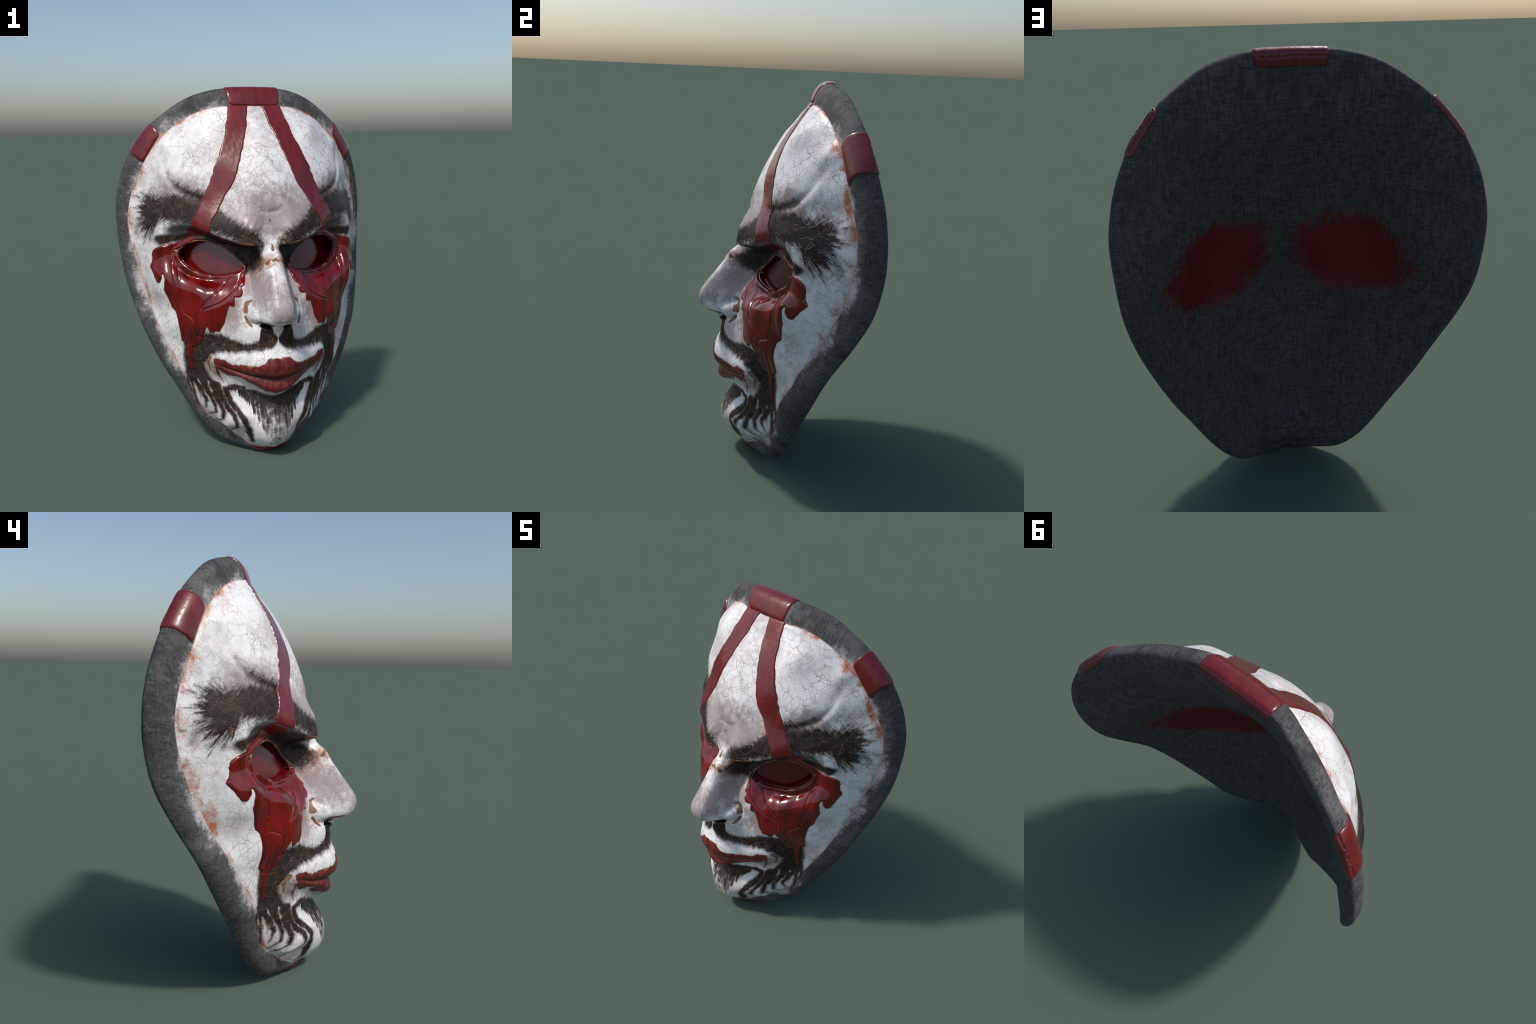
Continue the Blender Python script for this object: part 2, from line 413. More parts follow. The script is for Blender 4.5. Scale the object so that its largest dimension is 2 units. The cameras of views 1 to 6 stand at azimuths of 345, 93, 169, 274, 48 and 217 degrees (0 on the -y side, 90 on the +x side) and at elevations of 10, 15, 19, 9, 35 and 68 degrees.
    # ---- patches lying on the face
    def patch(name, region, box, step, mat, thick, edge_w, detail=None, sink=.004):
        x0, x1, z0, z1 = box
        gx, gz = np.meshgrid(np.arange(x0, x1, step), np.arange(z0, z1, step))
        sd = region(gx, gz)
        y = face_y(gx, gz)
        e = 2e-3
        nx = (face_y(gx + e, gz) - face_y(gx - e, gz)) / (2 * e)
        nz = (face_y(gx, gz + e) - face_y(gx, gz - e)) / (2 * e)
        n = np.stack([nx, -np.ones_like(nx), nz], -1)
        n /= np.linalg.norm(n, axis=-1, keepdims=True)
        t = np.clip(sd / edge_w, 0, 1)
        h = np.where(sd > 0, thick * np.sqrt(1 - (1 - t) ** 2), -sink * np.clip(-sd / .004, .2, 1))
        if detail is not None:
            h = h + np.where(sd > 0, detail(gx, gz, sd), 0)
        P = np.stack([gx, y, gz], -1) + n * h[..., None]
        r, c_ = gx.shape
        i = np.arange(r - 1)[:, None] * c_; j = np.arange(c_ - 1)[None]
        q = np.stack([i + j, i + j + 1, i + c_ + j + 1, i + c_ + j], -1).reshape(-1, 4)
        q = q[(sd.ravel()[q] > -.005).any(1)]
        used, inv = np.unique(q, return_inverse=True)
        q = inv.reshape(q.shape)
        for side in (-1, 1):
            new_object(name, P.reshape(-1, 3)[used] * [side, 1, 1], q if side > 0 else q[:, ::-1], mat, root)

    strap_out = curve1([(1.10, .405), (1.18, .40), (1.24, .40), (1.273, .393), (1.35, .361), (1.402, .332), (1.416, .328), (1.507, .285), (1.572, .259), (1.651, .225), (1.736, .190), (1.81, .168), (1.893, .143)])
    strap_in = curve1([(1.10, .31), (1.18, .306), (1.24, .308), (1.273, .306), (1.333, .273), (1.377, .244), (1.422, .217), (1.461, .191), (1.513, .163), (1.585, .136), (1.65, .111), (1.734, .081), (1.809, .058), (1.90, .038)])
    def strap_region(x, z):
        wob = .0035 * vnoise(x * 0, z, 45, 11) + .002 * vnoise(x * 0, z, 110, 12)
        s = np.minimum(strap_out(z) - x + wob, x - strap_in(z) + .0035 * vnoise(x * 0, z, 50, 13))
        s = np.minimum(s, 1.893 - z)
        return np.minimum(np.minimum(s, z - 1.181 - .12 * np.abs(x - .345)), -loop_sdf(x, z, EYE) - .002)
    patch("forehead_strap", strap_region, (.02, .44, 1.16, 1.90), .0028, mats["strap"], .0055, .006,
              lambda x, z, s: .0003 * vnoise(x, z, 70, 21))

    def capsule(x, z, x0, z0, r0, x1, z1, r1):
        dx, dz = x1 - x0, z1 - z0
        t = np.clip(((x - x0) * dx + (z - z0) * dz) / (dx * dx + dz * dz), 0, 1)
        return (r0 + (r1 - r0) * t) - np.hypot(x - x0 - t * dx, z - z0 - t * dz)
    pool = [(.548, 1.105, .030, .545, 1.050, .040), (.520, 1.06, .042, .47, .985, .054), (.47, .985, .060, .40, .94, .075), (.40, .94, .075, .30, .92, .080), (.30, .92, .080, .22, .955, .055),
            (.22, .955, .055, .16, .995, .030), (.16, .995, .03, .122, 1.045, .012), (.52, 1.13, .022, .44, 1.155, .018), (.44, 1.155, .018, .37, 1.195, .014), (.47, 1.10, .03, .53, 1.10, .050), (.465, 1.07, .03, .40, 1.0, .035), (.40, 1.0, .035, .30, .975, .03), (.30, .975, .03, .18, 1.0, .03)]
    runs = [(.566, 1.03, .026, .562, .985, .015), (.562, .985, .015, .561, .962, .010),      # small outer run
            (.475, .95, .060, .462, .84, .040), (.447, .84, .036, .432, .645, .022), (.42, .66, .03, .395, .636, .024), (.50, .92, .035, .475, .84, .022), (.430, .84, .055, .412, .66, .036),
            (.40, .86, .06, .402, .648, .030), (.378, .66, .026, .388, .632, .020), (.370, .80, .04, .362, .694, .014),
            (.33, .86, .08, .300, .775, .050), (.312, .78, .045, .312, .724, .018), (.290, .75, .026, .284, .728, .014), (.275, .86, .05, .285, .78, .036),
            (.235, .93, .04, .209, .864, .013), (.195, .975, .035, .180, .925, .026), (.152, .985, .014, .148, .966, .010),
            (.414, .66, .014, .410, .60, .012), (.410, .60, .012, .407, .474, .0075)]
    def smax(a, b, k):
        return -smin(-a, -b, k)
    def blood_region(x, z):
        s = np.full(x.shape, -1.0)
        for c_ in pool + runs:
            s = smax(s, capsule(x, z, *c_), .010)
        s = s + .0007 * vnoise(x, z, 40, 31)
        return np.minimum(s, -loop_sdf(x, z, EYE) + .005)
    grooves = [[(.487, 1.07), (.49, 1.0), (.478, .92), (.452, .85), (.44, .80)], [(.458, 1.04), (.462, .95), (.452, .87)], [(.135, 1.02), (.16, .975), (.205, .92), (.27, .87), (.345, .835), (.357, .80), (.355, .74)],
               [(.20, .99), (.262, .93), (.33, .88), (.36, .83)], [(.44, .80), (.40, .77), (.385, .70), (.37, .67)], [(.447, .80), (.435, .72), (.42, .65), (.418, .6)], [(.43, .75), (.40, .68), (.40, .64)],
               [(.375, .80), (.366, .74), (.372, .67)]]
    def blood_detail(x, z, s):
        h = .0008 * vnoise(x, z, 9, 41) + .0018 * vnoise(x, z * .16, 36, 44) * sstep(.006, .02, s)
        for k, g in enumerate(grooves):
            gp = catmull(np.array(g), 6)
            d_, p_ = seg_dist(x, z, gp)
            sx = np.interp(z, gp[::-1, 1], gp[::-1, 0]) - x
            h = h + .0018 * np.tanh(sx / .003) * gauss(d_, .010) * (1 if k % 2 else -1) * np.sin(np.pi * np.clip(p_, .03, .97)) - .0036 * gauss(d_, .0028)
        return h
    patch("blood", blood_region, (.09, .61, .455, 1.215), .0021, mats["blood"], .0065, .009, blood_detail)

    # ---- eye hollows and the worn rims round them
    lp = EYE; n = len(lp)
    ey = face_y(lp[:, 0], lp[:, 1])
    cen = lp.mean(0)
    for sgn in (-1, 1):
        rings = []
        for k in range(9):
            f = 1.015 + .03 * k / 8
            p = cen + (lp - cen) * f
            fl = back(p[:, 0], p[:, 1]) - .006
            rings.append(np.column_stack([p[:, 0], ey + .002 + (np.maximum(fl, ey + .01) - ey) * k / 8, p[:, 1]]))
        nf = 24
        for k in range(1, nf + 1):
            p = cen + (lp - cen) * (1.045 * (1 - k / (nf + .05)))
            y = back(p[:, 0], p[:, 1]) - .006
            if k <= 6:
                y = y + (np.maximum(y, ey + .01) - y) * (1 - k / 6)
            rings.append(np.column_stack([p[:, 0], y, p[:, 1]]))
        Vh = np.concatenate(rings) * [sgn, 1, 1]
        q = ring_grid(len(rings), n)
        if sgn > 0:
            q = q[:, ::-1]
        new_object("eye_hollow", Vh, q, mats["eye"], root)
        m = 10
        tang = np.roll(lp, -1, 0) - np.roll(lp, 1, 0)
        tang /= np.linalg.norm(tang, axis=1, keepdims=True)
        nrm = np.column_stack([tang[:, 1], -tang[:, 0]])
        rr = .0055 + .0018 * vnoise(lp[:, 0], lp[:, 1], 50, 61)
        ring = []
        for k in range(m):
            a = 2 * math.pi * k / m
            ring.append(np.column_stack([lp[:, 0] + nrm[:, 0] * rr * math.cos(a), ey + .003 + rr * 1.6 * math.sin(a), lp[:, 1] + nrm[:, 1] * rr * math.cos(a)]))
        Vr = np.stack(ring, 0).reshape(-1, 3) * [sgn, 1, 1]
        i = np.arange(m)[:, None]; j = np.arange(n)[None]
        q = np.stack([i * n + j, i * n + (j + 1) % n, ((i + 1) % m) * n + (j + 1) % n, ((i + 1) % m) * n + j], -1).reshape(-1, 4)
        new_object("eye_rim", Vr, q, mats["worn"], root)
    return root

# ---------------------------------------------------------------- materials: a small node calculator
class Nodes:
    def __init__(self, name):
        self.m = bpy.data.materials.new(name); self.m.use_nodes = True
        self.t = self.m.node_tree
        self.bsdf = self.t.nodes["Principled BSDF"]
    def new(self, kind):
        return self.t.nodes.new(kind)
    def put(self, sock, v):
        if isinstance(v, Val):
            self.t.links.new(v.s, sock)
        elif isinstance(v, (tuple, list)):
            sock.default_value = (*v, 1) if len(v) == 3 and sock.type == "RGBA" else v
        else:
            sock.default_value = v
    def math(self, op, *a, clamp=False):
        n = self.new("ShaderNodeMath"); n.operation = op; n.use_clamp = clamp
        for i, v in enumerate(a):
            self.put(n.inputs[i], v)
        return Val(self, n.outputs[0])
    def coords(self):
        n = self.new("ShaderNodeTexCoord"); s = self.new("ShaderNodeSeparateXYZ")
        self.t.links.new(n.outputs["Object"], s.inputs[0])
        self.P = Val(self, n.outputs["Object"])
        return [Val(self, s.outputs[i]) for i in range(3)]
    def vec(self, x, y, z):
        n = self.new("ShaderNodeCombineXYZ")
        for i, v in enumerate((x, y, z)):
            self.put(n.inputs[i], v)
        return Val(self, n.outputs[0])
    def noise(self, v, scale, detail=2.0, rough=.55, dist=0.0, colour=False):
        n = self.new("ShaderNodeTexNoise")
        self.put(n.inputs["Vector"], v)
        for k, q in (("Scale", scale), ("Detail", detail), ("Roughness", rough), ("Distortion", dist)):
            n.inputs[k].default_value = q
        return Val(self, n.outputs["Color" if colour else "Fac"])
    def cracks(self, v, scale, rand=1.0):
        n = self.new("ShaderNodeTexVoronoi"); n.feature = "DISTANCE_TO_EDGE"
        self.put(n.inputs["Vector"], v)
        n.inputs["Scale"].default_value = scale; n.inputs["Randomness"].default_value = rand
        return Val(self, n.outputs["Distance"])
    def vmath(self, op, a, b):
        n = self.new("ShaderNodeVectorMath"); n.operation = op
        self.put(n.inputs[0], a)
        self.put(n.inputs["Scale"] if op == "SCALE" else n.inputs[1], b)
        return Val(self, n.outputs[0])
    def step(self, v, lo, hi):
        """0 at lo, 1 at hi, smooth."""
        n = self.new("ShaderNodeMapRange"); n.interpolation_type = "SMOOTHSTEP"
        a, b, c, d = (lo, hi, 0., 1.) if lo < hi else (hi, lo, 1., 0.)
        for k, q in zip(("Value", "From Min", "From Max", "To Min", "To Max"), (v, a, b, c, d)):
            self.put(n.inputs[k], q)
        return Val(self, n.outputs["Result"])
    def curve(self, v, pts):
        """Float curve through (input, value) control points."""
        pts = sorted(pts)
        x0, x1 = pts[0][0], pts[-1][0]
        lo, hi = min(p[1] for p in pts), max(p[1] for p in pts)
        n = self.new("ShaderNodeFloatCurve")
        c = n.mapping.curves[0]
        q = [((a - x0) / (x1 - x0), (b - lo) / (hi - lo)) for a, b in pts]
        c.points[0].location, c.points[1].location = q[0], q[-1]
        for a in q[1:-1]:
            c.points.new(*a)
        n.mapping.update()
        self.put(n.inputs["Value"], self.math("MULTIPLY_ADD", v, 1 / (x1 - x0), -x0 / (x1 - x0), clamp=True))
        return Val(self, n.outputs[0]) * (hi - lo) + lo
    def mix(self, f, a, b):
        n = self.new("ShaderNodeMix"); n.data_type = "RGBA"
        self.put(n.inputs["Factor"], f)
        self.put(n.inputs["A"] if False else n.inputs[6], a); self.put(n.inputs[7], b)
        return Val(self, n.outputs[2])
    def bump(self, h, dist, strength=1.0):
        n = self.new("ShaderNodeBump")
        n.inputs["Strength"].default_value = strength; n.inputs["Distance"].default_value = dist
        self.put(n.inputs["Height"], h)
        self.t.links.new(n.outputs[0], self.bsdf.inputs["Normal"])
    def out(self, **kw):
        for k, v in kw.items():
            self.put(self.bsdf.inputs[k.replace("_", " ")], v)
        return self.m

class Val:
    def __init__(self, g, s): self.g, self.s = g, s
    def __add__(self, o): return self.g.math("ADD", self, o)
    __radd__ = __add__
    def __sub__(self, o): return self.g.math("SUBTRACT", self, o)
    def __rsub__(self, o): return self.g.math("SUBTRACT", o, self)
    def __mul__(self, o): return self.g.math("MULTIPLY", self, o)
    __rmul__ = __mul__
    def abs(self): return self.g.math("ABSOLUTE", self)

def capsule_node(g, x, z, x0, z0, r0, x1, z1, r1):
    """Signed distance (positive inside) to a tapered stroke."""
    dx, dz = x1 - x0, z1 - z0
    L = dx * dx + dz * dz
    t = g.math("ADD", g.math("MULTIPLY_ADD", x, dx / L, -(x0 * dx + z0 * dz) / L), z * (dz / L), clamp=True)
    ex = g.math("SUBTRACT", g.math("MULTIPLY_ADD", t, -dx, x), x0)
    ez = g.math("SUBTRACT", g.math("MULTIPLY_ADD", t, -dz, z), z0)
    d = g.math("SQRT", g.math("MULTIPLY_ADD", ex, ex, ez * ez))
    return g.math("MULTIPLY_ADD", t, r1 - r0, r0) - d

def strokes(g, x, z, lines):
    out = None
    for pts in lines:
        for a, b in zip(pts[:-1], pts[1:]):
            s = capsule_node(g, x, z, *a, *b)
            out = s if out is None else g.math("MAXIMUM", out, s)
    return out

def blob(g, x, z, cx, cz, rx, rz):
    """1 in the middle falling to 0 and below outside the ellipse."""
    a, b = (x - cx) * (1 / rx), (z - cz) * (1 / rz)
    return 1 - g.math("SQRT", g.math("MULTIPLY_ADD", a, a, b * b))

def face_material():
    g = Nodes("cracked_face_paint")
    x, y, z = g.coords()
    ax = x.abs()
    P = g.P
    M = g.vec(ax, y, z)
    mx = lambda a, b: g.math("MAXIMUM", a, b)
    mn = lambda a, b: g.math("MINIMUM", a, b)
    # wobble used to roughen painted edges
    n_mid = g.noise(P, 9, 4, .6) - .5
    n_fine = g.noise(P, 38, 3, .65) - .5
    n_hair = g.noise(P, 120, 2, .6) - .5
    wx = g.noise(P, 16, 2) - .5
    u = g.math("MULTIPLY_ADD", y, .8, ax)

    # --- white ground with mauve grime
    mott = g.noise(P, 4.5, 5, .62)
    white = g.mix(g.step(mott + n_fine * .25, .40, .70), (.80, .795, .80), (.57, .53, .525))
    smear = g.noise(g.vec(x * 1.0, y * 1.0, z * .55), 14, 6, .7)
    grime = mx(blob(g, ax, z, .12, 1.32, .34, .19), mx(blob(g, ax, z, .09, .96, .12, .15), blob(g, ax, z, .23, .82, .09, .16)))
    grime = mx(grime, mx(blob(g, ax, z, .02, .87, .07, .12), mx(blob(g, ax, z, .42, 1.42, .20, .13), blob(g, ax, z, .30, .50, .10, .10))))
    gm = g.step(g.math("MULTIPLY_ADD", grime, .85, (smear - .5) * 1.5 + n_fine * .5), .0, .60)
    col = g.mix(gm * .9, white, (.31, .245, .24))
    cool = g.noise(g.vec(x, y + 3.1, z), 6.5, 4, .6)
    col = g.mix(g.step(cool + n_fine * .3, .52, .70) * .42, col, (.43, .44, .445))
    warm = g.noise(g.vec(x + 4.2, y, z), 7.5, 5, .7)
    col = g.mix(g.step(warm + n_fine * .3, .54, .72) * .55, col, (.50, .36, .315))
    speck = g.noise(P, 75, 3, .7)
    col = g.mix(g.step(speck, .56, .74) * .28, col, (.44, .38, .365))

    # --- rust along the border with the rim
    edge_x = g.curve(z, [(.02, .06), (.058, .120), (.088, .167), (.141, .237), (.234, .354), (.306, .396), (.385, .422), (.459, .458), (.538, .498), (.604, .530), (.692, .564), (.824, .599), (.973, .638), (1.13, .674),
                         (1.222, .687), (1.312, .686), (1.414, .665), (1.578, .599), (1.65, .559), (1.766, .458), (1.816, .392), (1.852, .325), (1.88, .239), (1.892, .15)])
    edge_z = g.curve(ax, [(0, 1.892), (.145, 1.891), (.239, 1.88), (.325, 1.852), (.392, 1.816), (.458, 1.766), (.559, 1.65), (.7, 1.40)])
    ed = mn(edge_x - ax, edge_z - z)
    rn = g.noise(P, 6, 3, .6) - .5
    rust = g.step(ed + rn * .18 + n_fine * .08, .020, -.026)
    rust = mx(rust, g.step(ed + n_fine * .008, .007, .001) * .8)
    rust_col = g.mix(g.step(g.noise(P, 25, 3), .35, .65), (.43, .095, .022), (.48, .19, .095))
    flecks = g.step(g.noise(g.vec(x, y, z + 7.0), 10, 6, .72), .655, .72)
    col = g.mix(g.math("MAXIMUM", rust, flecks * .55), col, rust_col)
    bridge = mx(g.step(blob(g, ax, z, .065, 1.095, .03, .075) + n_fine * 1.2, .15, .75), g.step(blob(g, ax, z, .03, 1.095, .05, .05) + n_fine * 1.5, .3, .9))
    col = g.mix(bridge * .7, col, (.50, .21, .11))

    # --- fine crackle all over the paint
    warp = g.vmath("SCALE", g.noise(P, 7, 2, .5, colour=True), .08)
    jag = g.vmath("SCALE", g.noise(P, 48, 2, .6, colour=True), .016)
    pw = g.vmath("ADD", g.vmath("ADD", P, warp), jag)
    c1 = g.cracks(pw, 19)
    c2 = g.cracks(g.vmath("ADD", pw, (3.3, 1.7, .4)), 40)
    gate = g.step(g.noise(P, 3.2, 2), .38, .60)
    breaks = g.step(g.noise(g.vec(x + 9.0, y, z), 13, 3, .6), .40, .58)
    line = mx(g.step(c1, .034, .006) * g.math("MULTIPLY_ADD", gate, .45, .55) * g.math("MULTIPLY_ADD", breaks, .65, .35), g.step(c2, .050, .010) * g.math("MULTIPLY_ADD", gate, .7, .3) * breaks * .6)
    col = g.mix(line * .78, col, (.36, .245, .205))

    # --- hair paint
    bx = g.math("MULTIPLY_ADD", g.noise(P, 13, 2) - .5, .030, ax)
    bz = g.math("MULTIPLY_ADD", g.noise(g.vec(x, y + 2, z), 13, 2) - .5, .025, z)
    # eyebrow: body, with strokes fanning out over the temple
    body = strokes(g, ax, z, [[(.045, 1.180, .014), (.10, 1.212, .040), (.20, 1.250, .050), (.34, 1.342, .078), (.46, 1.355, .078), (.53, 1.345, .066)], [(.345, 1.42, .030), (.40, 1.445, .018), (.445, 1.475, .004)]])
    comb = g.noise(g.vec((ax + z * .8) * 1.0, y * .2, (z - ax) * .14), 95, 3, .65) - .5
    brow = body + comb * .075 + n_fine * .035 + n_hair * .02
    du, dz = u - .60, z - 1.335
    ang = g.math("ARCTAN2", dz, du)
    rad = g.math("SQRT", g.math("MULTIPLY_ADD", du, du, dz * dz))
    ray = g.noise(g.vec(ang, rad * .6, 0.0), 8.5, 2, .6)
    span = g.curve(ang, [(-3.1416, .02), (-1.5, .05), (-1.2, .12), (-.9, .18), (-.5, .235), (0, .245), (.3, .225), (.55, .170), (.9, .115), (1.5, .075), (3.1416, .02)])
    fan = (ray - .5) * g.curve(ang, [(-3.1416, 2.0), (-1.2, 3.2), (-.4, 3.4), (.2, 3.0), (.7, 1.6), (3.1416, 1.2)]) - (rad - span) * 9.0
    fan = fan * .045 + n_fine * .036 + n_hair * .022
    long = strokes(g, ax, z, [[(.545, 1.30, .022), (.585, 1.235, .013), (.611, 1.182, .003)], [(.60, 1.31, .020), (.640, 1.25, .010), (.653, 1.193, .002)]]) + n_fine * .012
    brow = mx(brow, mx(fan, long))
    brow_m = g.step(brow + (g.noise(P, 190, 1) - .5) * .02, -.020, .026)
    lid = strokes(g, ax, z, [[(.10, 1.10, .055), (.22, 1.175, .045), (.36, 1.208, .034), (.540, 1.182, .036)]])
    lid = mx(lid, blob(g, ax, z, .135, 1.115, .090, .115) * .10)
    lid_m = g.step(lid + n_fine * .03 + n_mid * .02, -.006, .022)
    fringe = g.step(lid + n_fine * .05 + n_mid * .03, -.030, -.002) * g.step(ax, .22, .16)
    col = g.mix(fringe * .32, col, (.38, .18, .11))
    # moustache between two curves, beard along the jaw, chin tuft
    m_top = g.curve(ax, [(.0, .70), (.022, .735), (.05, .775), (.083, .752), (.098, .690), (.161, .666), (.22, .682), (.276, .703), (.353, .700), (.43, .66), (.5, .60)])
    m_bot = g.curve(ax, [(.0, .74), (.016, .66), (.04, .642), (.072, .636), (.121, .624), (.177, .609), (.227, .604), (.30, .592), (.33, .555), (.352, .515), (.5, .515)])
    mous = mn(m_top - z, z - m_bot)
    mous = mn(mous, .445 - ax)
    comb2 = g.noise(g.vec(ax * 1.0, 0.0, (z + ax * .45) * .18), 70, 2, .6) - .5
    mous = mous + comb2 * .030 + n_fine * .014
    col_in = g.curve(z, [(.15, .20), (.30, .225), (.36, .253), (.43, .308), (.48, .338), (.52, .348), (.60, .33)])
    col_out = g.curve(z, [(.15, .37), (.30, .415), (.40, .430), (.50, .436), (.62, .440)])
    beard = mn(mn(ax - col_in, col_out - ax), .60 - z)
    comb3 = g.noise(g.vec((ax - (z - .3) * .30) * 1.0, 0.0, z * .10), 46, 2, .55) - .5
    fade = g.curve(z, [(.12, -.085), (.22, -.055), (.30, -.020), (.38, .012), (.46, .04), (.60, .04)])
    beard = mn(beard + .006, g.math("MULTIPLY_ADD", comb3, .14, fade)) + n_fine * .016
    swoop = strokes(g, bx, bz, [[(.155, .397, .012), (.215, .405, .016), (.246, .388, .018), (.222, .320, .020), (.172, .242, .020), (.135, .165, .017), (.112, .085, .013)],
                               [(.30, .40, .030), (.262, .335, .024), (.215, .245, .015), (.195, .175, .012), (.205, .112, .004)],
                               [(.30, .35, .020), (.258, .265, .014), (.255, .21, .009), (.285, .168, .003)], [(.335, .37, .018), (.296, .29, .013), (.290, .24, .009), (.318, .200, .003)],
                               [(.372, .39, .016), (.340, .31, .012), (.338, .25, .004)], [(.408, .41, .012), (.390, .33, .010), (.378, .27, .009), (.345, .215, .005)]]) + n_fine * .014 + n_hair * .008
    tuft = mn(g.curve(ax, [(0, .362), (.06, .378), (.12, .400), (.20, .412), (.3, .42)]) - z, .235 - ax)
    comb4 = g.noise(g.vec((ax * (1.0)) , 0.0, z * .12), 62, 2, .6) - .5
    reach = g.curve(ax, [(0, .12), (.04, .14), (.08, .205), (.12, .275), (.16, .335), (.20, .375), (.3, .40)])
    tuft = mn(tuft, z - reach + comb4 * .15) + n_fine * .018
    centre = strokes(g, ax, z, [[(.0, .25, .04), (.012, .10, .018)]]) + comb4 * .035 + n_fine * .02
    dens = g.curve(z, [(.05, .46), (.12, .54), (.20, .62), (.28, .76), (.34, .92), (.42, 1.0)])
    streak = g.step(dens + comb4 * 1.0 + n_fine * .7, .22, .85)
    tuft_m = mx(g.step(tuft, -.006, .016), g.step(centre, -.01, .02)) * streak
    hair_m = mx(mx(g.step(mous + n_hair * .014, -.012, .016), g.step(beard + n_hair * .012, -.010, .014)), mx(g.step(swoop, -.007, .010), tuft_m))
    hair_m = mx(mx(hair_m, brow_m), lid_m)
    hair_n = g.noise(P, 22, 4, .65)
    hair = g.mix(g.step(hair_n, .35, .70), (.014, .0095, .007), (.042, .030, .023))
    hair = g.mix(g.step(g.noise(P, 5, 2), .52, .66) * .6, hair, (.026, .024, .030))
    gray = g.step(blob(g, ax, z, .44, 1.245, .13, .045) + n_fine * .5, .0, .6)
    hair = g.mix(gray * .6, hair, (.14, .15, .15))
    hair = g.mix(mx(g.step(c1, .034, .008), g.step(c2, .04, .012) * gate * .5) * g.math("MULTIPLY_ADD", breaks, .42, .26), hair, (.21, .10, .052))
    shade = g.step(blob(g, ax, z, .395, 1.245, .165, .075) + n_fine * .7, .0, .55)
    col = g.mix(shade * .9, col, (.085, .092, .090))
    fold = strokes(g, ax, z, [[(.33, 1.405, .022), (.40, 1.432, .020), (.452, 1.468, .012), (.488, 1.54, .004)]]) + n_fine * .022 + comb * .02  # dark smear painted along the temple crease, showing the crease's shadow
    col = g.mix(g.step(fold, -.014, .018) * .6, col, (.075, .062, .060))
    col = g.mix(hair_m, col, hair)

    # --- lips
    l_top = g.curve(ax, [(0, .596), (.04, .604), (.073, .584), (.13, .560), (.183, .556), (.233, .552), (.27, .572), (.30, .570), (.32, .555)])
    l_bot = g.curve(ax, [(0, .396), (.043, .402), (.09, .416), (.12, .430), (.187, .470), (.227, .470), (.268, .490), (.30, .52), (.32, .55)])
    lip = mn(mn(l_top - z, z - l_bot), .312 - ax)
    drip = strokes(g, ax, z, [[(.302, .535, .009), (.285, .48, .008), (.257, .427, .004)]])
    lip = mx(lip + n_fine * .024, drip + n_fine * .012)
    lip_m = g.step(lip, -.003, .006)
    lipc = g.mix(g.step(g.noise(g.vec(x * 1.0, y, z * .4), 40, 3), .38, .66), (.105, .010, .009), (.18, .027, .022))
    lipc = g.mix(g.step((z - g.curve(ax, [(0, .474), (.05, .481), (.10, .491), (.16, .500), (.216, .514), (.27, .532), (.31, .548)])).abs(), .010, .002) * .7, lipc, (.05, .006, .006))  # lip red darkened at the mouth line for the shadow between the lips
    worn_lip = g.step(mn(lip.abs(), (z - l_bot).abs()) + n_mid * .05 + n_fine * .04, .008, -.005) * g.step(.215 - ax, .0, .03)
    col = g.mix(lip_m, col, lipc)
    col = g.mix(worn_lip * lip_m * .75, col, (.40, .20, .085))

    # --- places worn through to the wood
    chips = strokes(g, ax, z, [[(.117, .886, .003), (.140, .862, .0055), (.150, .825, .0065)], [(.149, .80, .004), (.143, .775, .008), (.128, .758, .006)],
                               [(.085, 1.176, .003), (.12, 1.180, .008), (.175, 1.187, .007), (.20, 1.192, .002)], [(.058, 1.19, .002), (.05, 1.165, .006)],
                               [(.030, 1.104, .004), (.045, 1.083, .006)], [(.0, 1.172, .005), (.0, 1.150, .008)], [(.0, 1.106, .008), (.018, 1.100, .003)],
                               [(.321, .568, .004), (.333, .535, .006), (.318, .480, .004)], [(.06, .794, .004), (.095, .786, .008), (.105, .776, .004)],
                               [(.0, 1.300, .003), (.004, 1.290, .003)]]) + n_fine * .006
    chip_m = g.step(chips, -.0012, .0016)
    col = g.mix(chip_m, col, g.mix(g.step(n_fine, -.1, .15), (.17, .080, .034), (.30, .155, .075)))
    hole = g.step(blob(g, ax, z, .055, .766, .034, .020) + n_fine * .3, .0, .3)  # near-black ovals at the nostril openings
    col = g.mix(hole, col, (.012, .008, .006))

    rough = g.math("MULTIPLY_ADD", g.noise(P, 14, 3), .30, .22)
    rough = mx(mx(rough, chip_m * .55), hair_m * .42)
    h = g.noise(P, 30, 4, .6) * .35 + g.noise(P, 110, 2) * .14 - line * .40 - hair_m * (g.step(c1, .034, .008)) * .3 + chip_m * -.7
    h = h + brow_m * comb * .5
    g.bump(h, .0042, .8)
    g.put(g.bsdf.inputs["Specular IOR Level"], g.math("MULTIPLY_ADD", hair_m, -.28, .5))
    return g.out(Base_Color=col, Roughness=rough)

def red_material(name, dark, light, rough, bump_d, scale):
    g = Nodes(name)
    x, y, z = g.coords()
    n = g.noise(g.vec(x * 2.2, y, z * .5), 9, 4, .6)
    col = g.mix(g.step(n, .36, .66), dark, light)
    fine = g.noise(g.P, scale, 3, .6)
    g.bump(fine, bump_d, .6)
    g.out(Base_Color=col, Roughness=g.math("MULTIPLY_ADD", g.noise(g.P, 20, 3), rough * .6, rough * .7))
    g.bsdf.inputs["Coat Weight"].default_value = .35
    g.bsdf.inputs["Coat Roughness"].default_value = .12
    return g.m

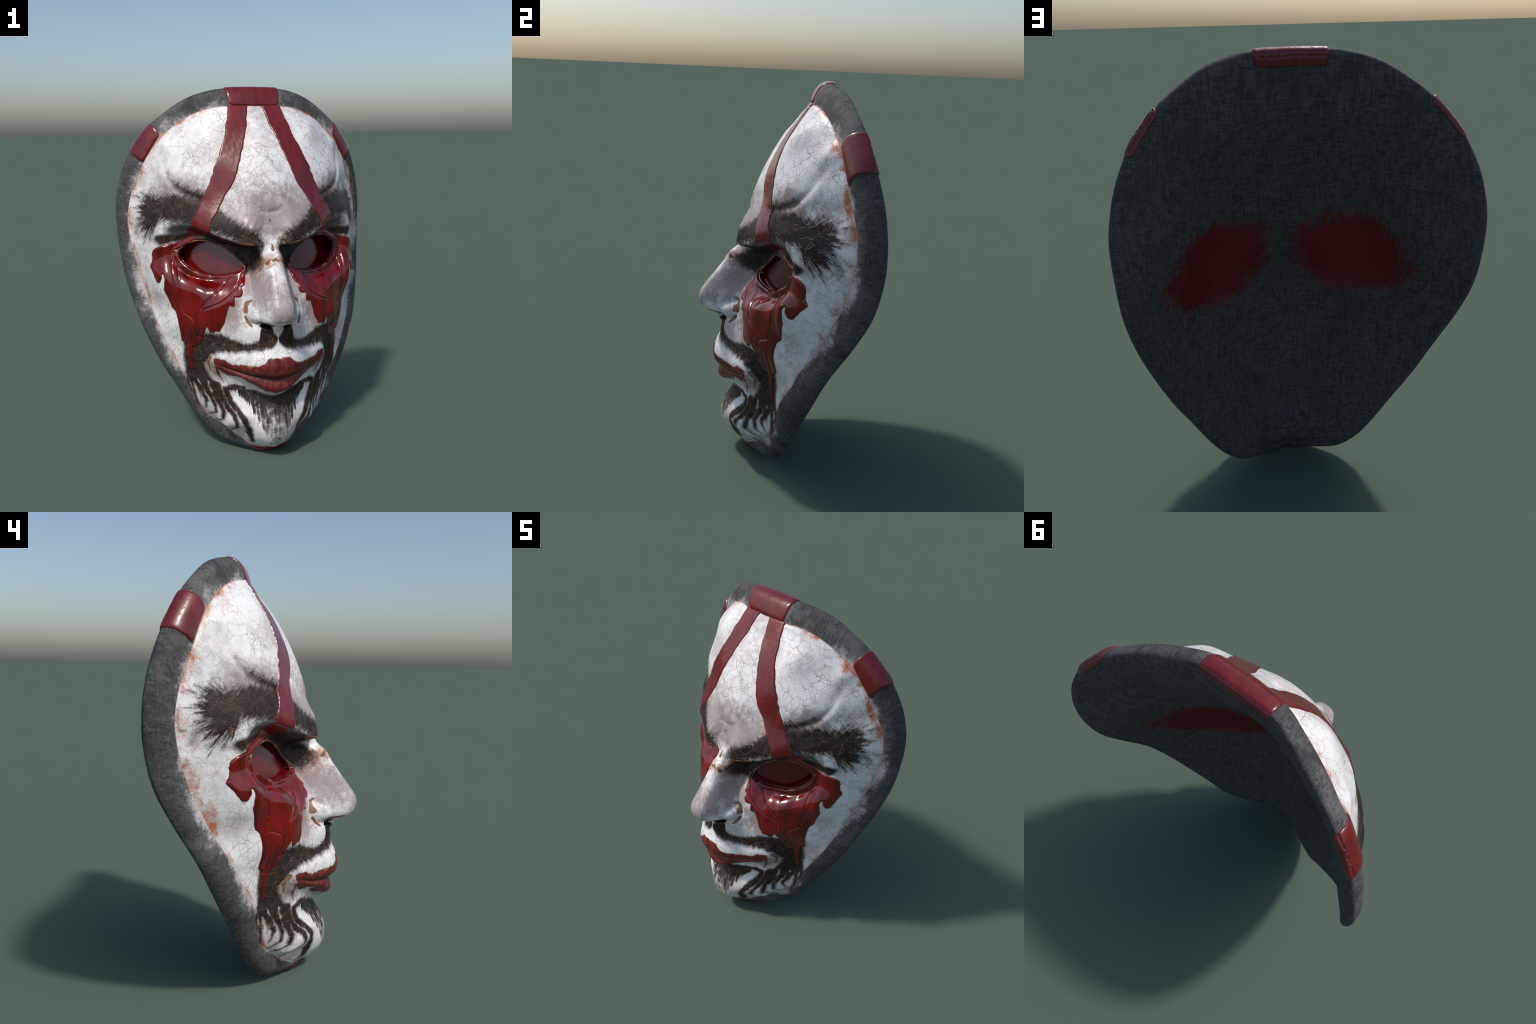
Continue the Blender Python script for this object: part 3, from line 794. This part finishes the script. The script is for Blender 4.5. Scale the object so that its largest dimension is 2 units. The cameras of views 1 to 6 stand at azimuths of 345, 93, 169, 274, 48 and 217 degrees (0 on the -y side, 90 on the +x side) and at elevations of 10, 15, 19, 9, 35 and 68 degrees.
def cloth_material():
    g = Nodes("worn_grey_cloth")
    x, y, z = g.coords()
    ax = x.abs()
    ang = g.math("ARCTAN2", x, z - .98)
    a = g.noise(g.vec(ang * 1.0, y * 3.5, z * .2), 42, 3, .7)
    b = g.noise(g.vec(ang * 6, y * 1.4, (ax + z) * .3), 16, 3, .7)
    big = g.noise(g.P, 4.5, 4, .6)
    w = g.math("MULTIPLY_ADD", a, .5, b * .5)
    col = g.mix(g.step(w, .36, .66), (.026, .026, .027), (.098, .097, .097))
    col = g.mix(g.step(big + (w - .5) * .5, .47, .66) * .65, col, (.135, .128, .126))
    col = g.mix(g.step(g.noise(g.vec(x + 2, y, z), 8, 4, .65) + (w - .5) * .4, .55, .68) * .8, col, (.022, .022, .024))
    col = g.mix(g.step(g.noise(g.vec(x, y + 5, z), 5.5, 3), .56, .70) * .5, col, (.085, .066, .066))
    # paint of the face that strayed on to the cloth beside the border
    edge_y = g.curve(z, [(.02, -.18), (.06, -.15), (.141, -.069), (.234, -.012), (.385, .013), (.459, .021), (.538, .048), (.604, .081), (.692, .113), (.824, .191), (.973, .257), (1.13, .305), (1.222, .322), (1.312, .326),
                         (1.414, .314), (1.578, .272), (1.65, .256), (1.766, .22), (1.852, .168), (1.88, .137), (1.892, .104)])
    d = y - edge_y
    n = g.noise(g.P, 8, 5, .7) - .5
    nf = g.noise(g.P, 55, 3, .7) - .5
    patchy = g.noise(g.vec(x, y, z + 3.3), 3.2, 2) - .5
    stray = g.step(d + n * .20 + nf * .06 + (w - .5) * .14 + patchy * .20, .020, -.045)
    col = g.mix(stray * .85, col, (.50, .49, .49))
    g.bump(w * .8 + g.noise(g.P, 120, 2) * .3, .004, .8)
    return g.out(Base_Color=col, Roughness=.82)

def lining_material():
    g = Nodes("charcoal_lining")
    x, y, z = g.coords()
    ax = x.abs()
    q = g.vmath("ADD", g.P, g.vmath("SCALE", g.noise(g.P, 3, 2, colour=True), .12))
    s = g.new("ShaderNodeSeparateXYZ"); g.put(s.inputs[0], q)
    qx, qz = Val(g, s.outputs[0]), Val(g, s.outputs[2])
    a = g.noise(g.vec(qx * 1.0, y * .3, qz * .13), 120, 2, .6)
    b = g.noise(g.vec(qx * .13, y * .3, qz * 1.0), 120, 2, .6)
    w = g.math("MULTIPLY_ADD", a, .5, b * .5)
    col = g.mix(g.step(w, .38, .64), (.034, .033, .031), (.092, .090, .085))  # greys warmed slightly to offset blue skylight on the back
    col = g.mix(g.step(g.noise(g.P, 5, 4), .45, .68) * .5, col, (.035, .036, .038))
    # stains where the red soaked through behind the eyes
    nz = g.noise(g.P, 48, 5, .75) - .5
    big = g.noise(g.P, 7, 3) - .5
    tilt = (ax - .30) * .12 + z
    st = blob(g, ax, tilt, .295, 1.075, .285, .23)
    m = g.step(st + nz * 1.15 + big * .5, .02, .34)
    red = g.mix(g.step(g.noise(g.P, 4, 2), .4, .6), (.13, .0008, .0008), (.15, .006, .004))
    col = g.mix(m, col, red)
    g.bump(w * .8 + nz * m * .6, .004, .8)
    return g.out(Base_Color=col, Roughness=g.math("MULTIPLY_ADD", m, -.40, .85))

def worn_material():
    g = Nodes("worn_wood_edge")
    g.coords()
    n = g.noise(g.P, 26, 3, .6)
    return g.out(Base_Color=g.mix(g.step(n, .36, .62), (.035, .020, .014), (.26, .13, .06)), Roughness=.5)

mats = {"face": face_material(), "cloth": cloth_material(), "lining": lining_material(), "worn": worn_material(),
        "strap": red_material("red_leather_strap", (.112, .0045, .0050), (.158, .010, .011), .30, .0012, 60),
        "blood": red_material("glossy_blood", (.085, .0012, .0012), (.175, .004, .004), .13, .0006, 45),
        "eye": red_material("dark_red_lacquer", (.085, .0012, .0012), (.12, .003, .003), .20, .0012, 60)}
build(mats)
